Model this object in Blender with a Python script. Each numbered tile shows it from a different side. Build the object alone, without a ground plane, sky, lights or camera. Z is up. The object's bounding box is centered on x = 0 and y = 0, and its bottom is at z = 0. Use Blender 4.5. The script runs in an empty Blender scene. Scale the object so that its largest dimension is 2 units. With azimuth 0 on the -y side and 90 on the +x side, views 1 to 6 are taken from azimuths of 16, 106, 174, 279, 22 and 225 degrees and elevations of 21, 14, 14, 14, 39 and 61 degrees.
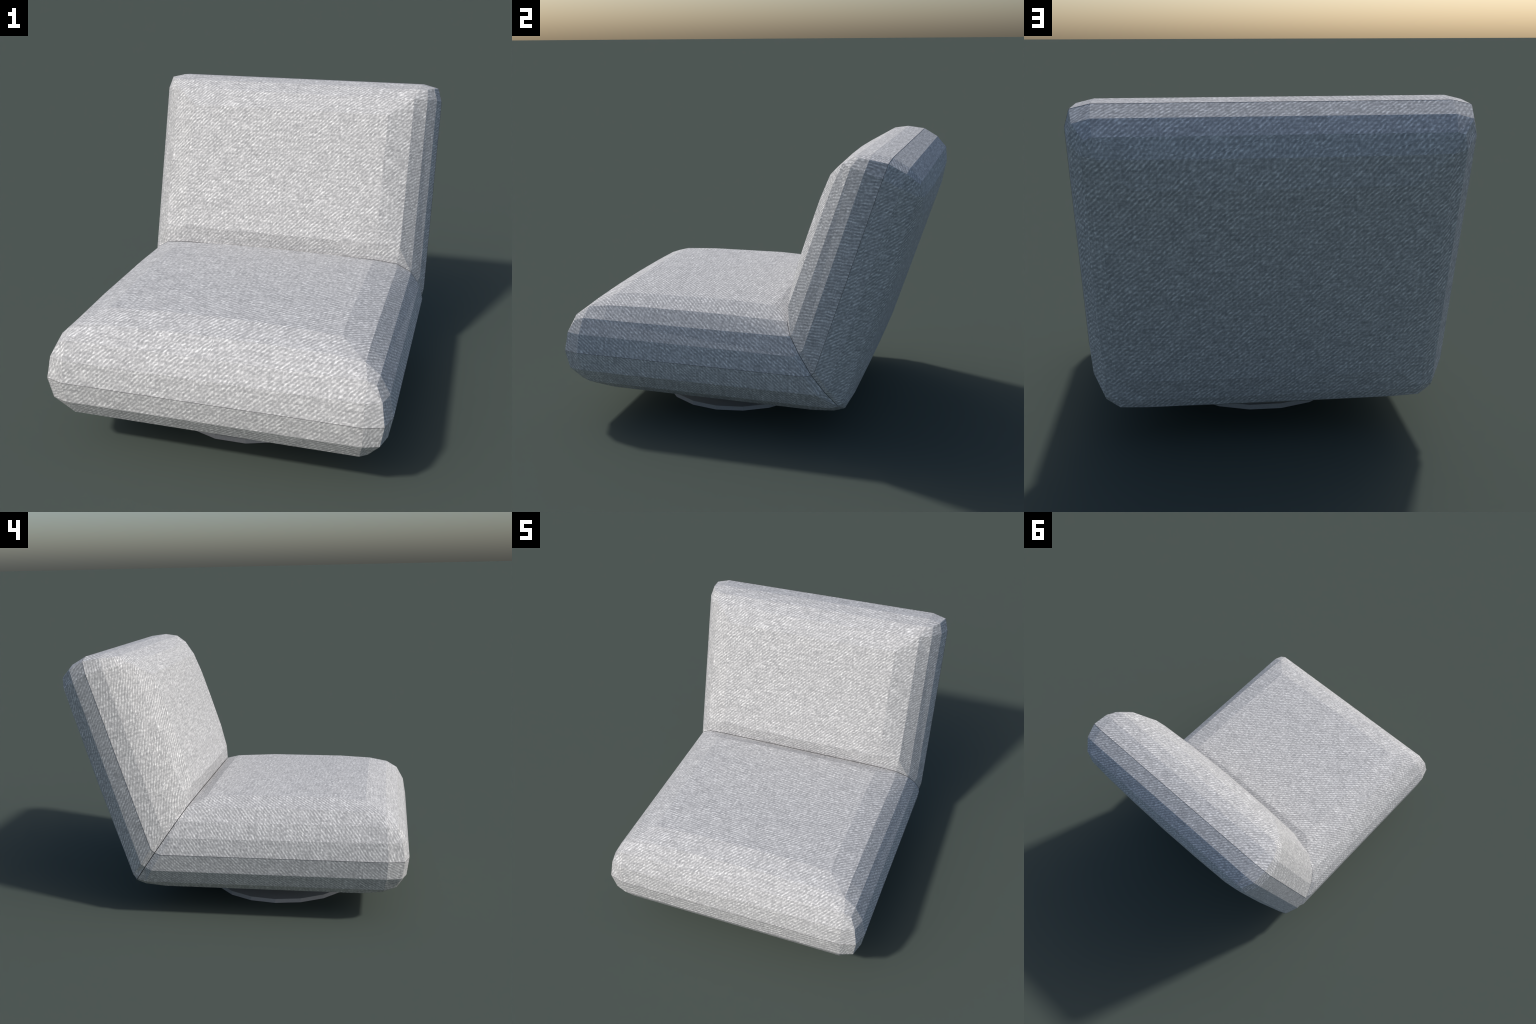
"""Armless upholstered lounge chair: two faceted cushions joined in a mitre on a low round plate."""
import bpy, math
from mathutils import Vector, Matrix

# ------------------------------------------------------------------ helpers
def link(obj, parent=None):
    bpy.context.scene.collection.objects.link(obj)
    if parent is not None:
        obj.parent = parent
    return obj


class Nodes:
    """Small wrapper that makes shader maths readable."""

    def __init__(self, mat):
        mat.use_nodes = True
        self.t = mat.node_tree
        self.t.nodes.clear()

    def new(self, kind, **props):
        n = self.t.nodes.new(kind)
        for k, v in props.items():
            setattr(n, k, v)
        return n

    def put(self, socket, value):
        if hasattr(value, "is_output"):
            self.t.links.new(value, socket)
        else:
            socket.default_value = value

    def math(self, op, a, b=0.0, c=None):
        n = self.new("ShaderNodeMath", operation=op)
        self.put(n.inputs[0], a)
        self.put(n.inputs[1], b)
        if c is not None:
            self.put(n.inputs[2], c)
        return n.outputs[0]

    def xyz(self, x, y, z=0.0):
        n = self.new("ShaderNodeCombineXYZ")
        for s, v in zip(n.inputs, (x, y, z)):
            self.put(s, v)
        return n.outputs[0]

    def dot(self, a, b):
        n = self.new("ShaderNodeVectorMath", operation="DOT_PRODUCT")
        self.put(n.inputs[0], a)
        self.put(n.inputs[1], b)
        return n.outputs["Value"]

    def split(self, v):
        n = self.new("ShaderNodeSeparateXYZ")
        self.put(n.inputs[0], v)
        return n.outputs

    def noise(self, vec, scale, detail=2.0, rough=0.5):
        n = self.new("ShaderNodeTexNoise")
        self.put(n.inputs["Vector"], vec)
        n.inputs["Scale"].default_value = scale
        n.inputs["Detail"].default_value = detail
        n.inputs["Roughness"].default_value = rough
        return n.outputs[0]

    def ramp(self, fac, stops):
        n = self.new("ShaderNodeValToRGB")
        e = n.color_ramp.elements
        while len(e) < len(stops):
            e.new(0.5)
        for el, (pos, col) in zip(e, stops):
            el.position = pos
            el.color = (*col, 1.0)
        self.put(n.inputs[0], fac)
        return n.outputs[0]

    def surface(self, color, rough, height=None, bump=0.0, dist=0.002, spec=0.3, sheen=0.0, metallic=0.0):
        b = self.new("ShaderNodeBsdfPrincipled")
        o = self.new("ShaderNodeOutputMaterial")
        self.put(b.inputs["Base Color"], color)
        self.put(b.inputs["Roughness"], rough)
        b.inputs["Specular IOR Level"].default_value = spec
        b.inputs["Metallic"].default_value = metallic
        b.inputs["Sheen Weight"].default_value = sheen
        if height is not None:
            n = self.new("ShaderNodeBump")
            n.inputs["Strength"].default_value = bump
            n.inputs["Distance"].default_value = dist
            self.put(n.inputs["Height"], height)
            self.t.links.new(n.outputs[0], b.inputs["Normal"])
        self.t.links.new(b.outputs[0], o.inputs[0])


# ---------------------------------------------------------------- materials
TWILL = 0.0160      # distance between two diagonal ribs of the cloth


def twill_fabric(name, lean):
    """Pale grey twill. The cloth is unrolled over each facet from the cushion's face
    (or from its underside), so the diagonal ribs run on round the edges; on the two flanks
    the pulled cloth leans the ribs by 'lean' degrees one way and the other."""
    mat = bpy.data.materials.new(name)
    m = Nodes(mat)
    geo = m.new("ShaderNodeNewGeometry")
    tc = m.new("ShaderNodeTexCoord")
    vt = m.new("ShaderNodeVectorTransform", vector_type="NORMAL", convert_from="WORLD", convert_to="OBJECT")
    m.put(vt.inputs[0], geo.outputs["True Normal"])
    nx, ny, nz = m.split(vt.outputs[0])
    # the gently swelling face panels share one lay of the cloth
    bent = m.math("LESS_THAN", m.math("ABSOLUTE", nz), 0.915)
    nx, ny = m.math("MULTIPLY", nx, bent), m.math("MULTIPLY", ny, bent)
    nz = m.math("ADD", m.math("MULTIPLY", nz, bent), m.math("MULTIPLY", m.math("SIGN", nz), m.math("SUBTRACT", 1.0, bent)))
    pos = tc.outputs["Object"]
    side = m.math("SUBTRACT", m.math("MULTIPLY", m.math("GREATER_THAN", nz, -0.001), 2.0), 1.0)
    k = m.math("DIVIDE", 1.0, m.math("ADD", m.math("ABSOLUTE", nz), 1.0))
    nxy = m.math("MULTIPLY", m.math("MULTIPLY", nx, ny), m.math("MULTIPLY", k, -1.0))
    pv = m.xyz(m.math("SUBTRACT", 1.0, m.math("MULTIPLY", m.math("MULTIPLY", nx, nx), k)), nxy,
               m.math("MULTIPLY", m.math("MULTIPLY", nx, side), -1.0))
    qv = m.xyz(nxy, m.math("SUBTRACT", 1.0, m.math("MULTIPLY", m.math("MULTIPLY", ny, ny), k)),
               m.math("MULTIPLY", m.math("MULTIPLY", ny, side), -1.0))
    p = m.math("MULTIPLY", m.dot(pv, pos), side)
    q = m.dot(qv, pos)
    turn = m.math("MULTIPLY", m.math("MULTIPLY", nx, m.math("MAXIMUM", side, 0.0)), math.radians(lean))
    angle = m.math("ADD", turn, math.radians(45.0))
    si, co = m.math("SINE", angle), m.math("COSINE", angle)
    across = m.math("SUBTRACT", m.math("MULTIPLY", p, si), m.math("MULTIPLY", q, co))
    along = m.math("ADD", m.math("MULTIPLY", p, co), m.math("MULTIPLY", q, si))

    flat = m.xyz(p, q, 0.0)
    wob = m.math("MULTIPLY", m.math("SUBTRACT", m.noise(flat, 7.0, 2.0), 0.5), 0.020)
    wob2 = m.math("MULTIPLY", m.math("SUBTRACT", m.noise(flat, 50.0, 1.0), 0.5), 0.007)
    w = m.math("ADD", across, m.math("ADD", wob, wob2))
    rib = m.math("SINE", m.math("MULTIPLY", w, 2 * math.pi / TWILL))
    # ribs are crisp in some patches and dissolve into beads of yarn in others
    patch = m.math("MULTIPLY_ADD", m.noise(flat, 14.0, 2.0, 0.6), 1.7, -0.25)
    slub = m.noise(m.xyz(m.math("DIVIDE", w, 0.0105), m.math("DIVIDE", along, 0.019)), 1.0, 1.0, 0.5)
    rib = m.math("MULTIPLY", rib, m.math("MULTIPLY", m.math("MULTIPLY", patch, 0.43), m.math("MULTIPLY_ADD", slub, 1.6, -0.15)))
    slub = m.math("MULTIPLY", m.math("SUBTRACT", slub, 0.5), 0.78)
    speck = m.math("MULTIPLY", m.math("SUBTRACT", m.noise(flat, 80.0, 1.0, 0.5), 0.5), 0.60)
    weft = m.noise(m.xyz(m.math("DIVIDE", p, 0.09), m.math("DIVIDE", q, 0.011)), 1.0, 1.0)
    weft = m.math("MULTIPLY", m.math("SUBTRACT", weft, 0.5), 0.62)
    warp = m.noise(m.xyz(m.math("DIVIDE", p, 0.012), m.math("DIVIDE", q, 0.075)), 1.0, 1.0)
    weft = m.math("ADD", weft, m.math("MULTIPLY", m.math("SUBTRACT", warp, 0.5), 0.42))
    cloud = m.math("SUBTRACT", m.noise(flat, 10.0, 2.0), 0.5)
    weft = m.math("ADD", weft, m.math("MULTIPLY", cloud, 0.16))
    value = m.math("ADD", m.math("ADD", m.math("ADD", rib, slub), m.math("ADD", speck, weft)), 0.47)
    color = m.ramp(value, FABRIC_STOPS)
    m.surface(color, 0.95, height=value, bump=0.02, dist=0.002, spec=0.12)
    return mat


FABRIC_STOPS = [(0.0, (0.310, 0.314, 0.322)), (0.35, (0.442, 0.445, 0.452)), (0.60, (0.592, 0.593, 0.597)), (1.0, (0.90, 0.90, 0.90))]


def plain(name, lo, hi, scale, rough, spec=0.3, metallic=0.0):
    mat = bpy.data.materials.new(name)
    m = Nodes(mat)
    tc = m.new("ShaderNodeTexCoord")
    f = m.noise(tc.outputs["Object"], scale, 3.0, 0.6)
    m.surface(m.ramp(f, [(0.3, lo), (0.7, hi)]), rough, height=f, bump=0.05, dist=0.001, spec=spec, metallic=metallic)
    return mat


seat_fabric = twill_fabric("seat_twill_fabric", 9.0)
back_fabric = twill_fabric("backrest_twill_fabric", -25.0)
dark_line_mat = plain("dark_seam_line", (0.09, 0.09, 0.095), (0.13, 0.13, 0.135), 300.0, 0.9, 0.1)
plate_mat = plain("grey_coated_metal", (0.38, 0.38, 0.39), (0.48, 0.48, 0.49), 260.0, 0.55)

# --------------------------------------------------------- cushion profiles
# The two cushions meet in a slanted mitre plane that contains the x direction.
MITRE_AT = Vector((0.0, 0.461, 0.427))
MITRE_UP = Vector((0.0, -0.575, 0.818)).normalized()
MITRE_OUT = Vector((0.0, MITRE_UP.z, -MITRE_UP.y))     # from the seat to the backrest
GAP = 0.0020

# half width and height of every ring where it runs into the mitre
MITRE = {"B3": (0.676, 0.207), "B1": (0.738, 0.240), "B2": (0.783, 0.331), "S": (0.802, 0.427),
         "U1": (0.781, 0.532), "U2": (0.743, 0.611), "U3": (0.668, 0.663)}
CREASE_Z = 0.677


def on_mitre(x, z, sign):
    k = (z - MITRE_AT.z) / MITRE_UP.z
    v = MITRE_AT + MITRE_UP * k + MITRE_OUT * (GAP * sign)
    return Vector((x, v.y, v.z))


# Rings of each cushion from underside (B) over the seam (S) to the face (U).
# Every ring: end before the mitre, then the three columns of the rounded outer corner.
SEAT = {
    "B1": [(0.735, 0.543, 0.222), (0.733, -0.860, 0.221), (0.716, -0.914, 0.231), (0.681, -0.931, 0.225)],
    "B2": [(0.795, 0.490, 0.314), (0.794, -0.873, 0.309), (0.770, -0.957, 0.307), (0.697, -0.984, 0.308)],
    "S":  [(0.812, 0.424, 0.418), (0.814, -0.882, 0.417), (0.787, -0.973, 0.414), (0.702, -0.999, 0.413)],
    "U1": [(0.792, 0.366, 0.516), (0.793, -0.877, 0.521), (0.771, -0.957, 0.521), (0.697, -0.981, 0.520)],
    "U2": [(0.746, 0.310, 0.606), (0.746, -0.870, 0.604), (0.739, -0.927, 0.584), (0.700, -0.935, 0.604)],
}
BACK = {
    "B1": [(0.735, 0.618, 0.262), (0.735, 0.968, 1.375), (0.722, 0.974, 1.432), (0.690, 0.978, 1.443)],
    "B2": [(0.792, 0.550, 0.349), (0.793, 0.889, 1.420), (0.771, 0.913, 1.488), (0.700, 0.920, 1.507)],
    "S":  [(0.812, 0.481, 0.452), (0.811, 0.805, 1.466), (0.787, 0.827, 1.536), (0.705, 0.836, 1.555)],
    "U1": [(0.790, 0.411, 0.555), (0.791, 0.712, 1.489), (0.771, 0.733, 1.551), (0.700, 0.734, 1.568)],
    "U2": [(0.746, 0.343, 0.620), (0.746, 0.637, 1.507), (0.739, 0.672, 1.552), (0.700, 0.650, 1.556)],
}
# Panels: rows from the mitre to the outer end, each row with its border point (x = EDGE)
# and its point on the inner grid line (x = INNER); 'rise' is the extra swell in the middle.
EDGE, INNER = 0.680, 0.553
SEAT_FACE = [((0.198, 0.668), (0.192, 0.707), 0.014), ((-0.070, 0.676), (-0.070, 0.719), 0.015),
             ((-0.540, 0.676), (-0.540, 0.715), 0.017), ((-0.748, 0.668), (-0.745, 0.704), 0.019),
             ((-0.863, 0.652), (-0.861, 0.668), 0.011)]
SEAT_UNDER = [((0.560, 0.188), (0.565, 0.182), 0.008), ((0.443, 0.177), (0.443, 0.169), 0.012),
              ((-0.730, 0.177), (-0.730, 0.167), 0.012), ((-0.855, 0.191), (-0.850, 0.180), 0.008)]
BACK_FACE = [((0.304, 0.750), (0.281, 0.774), 0.015), ((0.362, 0.915), (0.317, 0.928), 0.017),
             ((0.433, 1.118), (0.385, 1.138), 0.017), ((0.490, 1.280), (0.443, 1.308), 0.017),
             ((0.538, 1.410), (0.496, 1.437), 0.018), ((0.585, 1.514), (0.575, 1.513), 0.016)]
BACK_UNDER = [((0.639, 0.253), (0.647, 0.250), 0.001), ((0.674, 0.362), (0.692, 0.356), 0.003),
              ((0.818, 0.800), (0.831, 0.796), 0.010), ((0.953, 1.243), (0.971, 1.240), 0.010),
              ((0.987, 1.362), (0.994, 1.360), 0.005)]


def cushion(name, rings, face, under, sign, face_normal, frame, parent, fabric):
    """Assemble one cushion out of its rings and panels, mirrored about x = 0."""
    verts, faces, index = [], [], {}
    inv = frame.inverted()

    def vid(p):
        key = tuple(round(c, 5) for c in p)
        if key not in index:
            index[key] = len(verts)
            verts.append(inv @ Vector(p))
        return index[key]

    def add(*pts):
        """one facet on the right and its mirror image on the left"""
        for flip in (1, -1):
            ids = []
            for x, y, z in (pts if flip == 1 else pts[::-1]):
                i = vid((x * flip, y, z))
                if i not in ids:
                    ids.append(i)
            if len(ids) > 2:
                key = tuple(sorted(ids))
                if key not in done:
                    done.add(key)
                    faces.append(ids)

    done = set()
    order = ["B1", "B2", "S", "U1", "U2"]
    path = {r: [tuple(on_mitre(*MITRE[r], sign))] + rings[r] for r in order}
    for r in order:                                   # far end runs straight across to the other side
        x, y, z = path[r][-1]
        path[r] = path[r] + [(0.0, y, z)]
    for lo, hi in zip(order, order[1:]):
        a, b = path[lo], path[hi]
        for i in range(len(a) - 1):
            add(a[i], a[i + 1], b[i + 1], b[i])

    def panel(rows, ring_name, rim, outward, swap):
        f = (lambda *p: add(*p[::-1])) if swap else add
        x_m, z_m = MITRE[rim]
        crease = CREASE_Z if rim == "U3" else z_m - 0.004
        grid = [[tuple(on_mitre(x_m, z_m, sign))] + [tuple(on_mitre(x, crease, sign)) for x in (INNER, INNER * 0.55, 0.0)]]
        for (ye, ze), (yi, zi), rise in rows:
            row = [(EDGE, ye, ze), (INNER, yi, zi)]
            for s in (0.55, 0.0):
                d = outward * (rise * (1 - s * s))
                row.append((INNER * s, yi + d.y, zi + d.z))
            grid.append(row)
        for r, (a, b) in enumerate(zip(grid, grid[1:])):
            for i in range(3):
                if i == 0 and r == 0:                      # corner folds run to the corner itself
                    f(a[0], b[0], b[1])
                    f(a[0], b[1], a[1])
                elif i == 0 and r == len(grid) - 2:
                    f(a[0], b[0], a[1])
                    f(b[0], b[1], a[1])
                else:
                    f(a[i], b[i], b[i + 1], a[i + 1])
        # border strip between the last ring and the panel
        ring = path[ring_name]
        edge = [row[0] for row in grid]
        f(ring[0], ring[1], edge[1], edge[0])
        # the straight run of the ring is divided at the same places as the panel border
        run = Vector(ring[2]) - Vector(ring[1])
        e0, e1 = Vector(edge[1]), Vector(edge[-1])
        steps = [(Vector(e) - e0).dot(e1 - e0) / (e1 - e0).length_squared for e in edge[1:]]
        rail = [tuple(Vector(ring[1]) + run * k) for k in steps]
        rail[0], rail[-1] = ring[1], ring[2]
        for i in range(len(rail) - 1):
            f(rail[i], rail[i + 1], edge[i + 2], edge[i + 1])
        last = grid[-1]
        f(ring[2], ring[3], last[0])
        f(ring[3], ring[4], last[0])
        f(ring[4], last[1], last[0])
        f(ring[4], ring[5], last[3], last[2], last[1])
        return grid[0]

    top = panel(face, "U2", "U3", face_normal, False)
    low = panel(under, "B1", "B3", -face_normal, True)
    # closed cheek against the other cushion
    loop = [low[3], low[2], low[1], low[0]] + [path[r][0] for r in order] + [top[0], top[1], top[2], top[3]]
    loop += [(-x, y, z) for x, y, z in loop[::-1]]
    ids = []
    for p in loop:
        i = vid(p)
        if i not in ids:
            ids.append(i)
    faces.append(ids)

    me = bpy.data.meshes.new(name)
    me.from_pydata([tuple(v) for v in verts], [], faces)
    me.validate()
    import bmesh
    bm = bmesh.new()
    bm.from_mesh(me)
    bmesh.ops.triangulate(bm, faces=[f for f in bm.faces if len(f.verts) > 4 and len(f.verts) < 9])
    bmesh.ops.recalc_face_normals(bm, faces=bm.faces)
    bm.to_mesh(me)
    bm.free()
    for f in me.polygons:
        f.use_smooth = False
    me.materials.append(fabric)
    obj = link(bpy.data.objects.new(name, me), parent)
    obj.matrix_local = frame
    # thin dark line along the seam, modelled as a tube round the widest ring
    line = path["S"][:-1]
    line = line + [(-x, y, z) for x, y, z in line[::-1]]
    cu = bpy.data.curves.new("seam_line", "CURVE")
    cu.dimensions = "3D"
    cu.bevel_depth = SEAM_R
    cu.bevel_resolution = 1
    sp = cu.splines.new("POLY")
    sp.points.add(len(line) - 1)
    for pt, p in zip(sp.points, line):
        pt.co = (*(inv @ Vector(p)), 1.0)
    tmp = bpy.data.objects.new("seam_line", cu)
    bpy.context.scene.collection.objects.link(tmp)
    seam_me = bpy.data.meshes.new_from_object(tmp.evaluated_get(bpy.context.evaluated_depsgraph_get()))
    bpy.data.objects.remove(tmp)
    seam_me.materials.clear()
    seam_me.materials.append(dark_line_mat)
    seam = link(bpy.data.objects.new("seam_line", seam_me), obj)
    return obj


SEAM_R = 0.0009

# ------------------------------------------------------------------- chair
chair = link(bpy.data.objects.new("lounge_chair", None))
chair["label"] = "low armless lounge chair in pale grey twill fabric"
chair["category"] = "chair"

TILT = math.radians(17.7)
back_face = Vector((0.0, -math.cos(TILT), math.sin(TILT)))
back_frame = Matrix.Translation((0.0, 0.461, 0.427)) @ Matrix.Rotation(math.pi / 2 - TILT, 4, "X")
seat_frame = Matrix.Translation((0.0, 0.0, 0.417))

cushion("seat_cushion", SEAT, SEAT_FACE, SEAT_UNDER, -1, Vector((0, 0, 1)), seat_frame, chair, seat_fabric)
cushion("backrest_cushion", BACK, BACK_FACE, BACK_UNDER, 1, back_face, back_frame, chair, back_fabric)


def drum(name, radius, z0, z1, sides, centre, mat):
    ring = [(radius * math.cos(2 * math.pi * i / sides), radius * math.sin(2 * math.pi * i / sides)) for i in range(sides)]
    v = [(x, y, z0) for x, y in ring] + [(x, y, z1) for x, y in ring]
    f = [[i, (i + 1) % sides, sides + (i + 1) % sides, sides + i] for i in range(sides)]
    f += [list(range(sides))[::-1], list(range(sides, 2 * sides))]
    me = bpy.data.meshes.new(name)
    me.from_pydata(v, [], f)
    me.materials.append(mat)
    o = link(bpy.data.objects.new(name, me), chair)
    o.location = (*centre, 0.0)
    return o


drum("base_plate", 0.455, 0.0, 0.025, 18, (0.0, -0.194), plate_mat)
drum("swivel_column", 0.11, 0.0245, 0.179, 18, (0.0, -0.194), plate_mat)
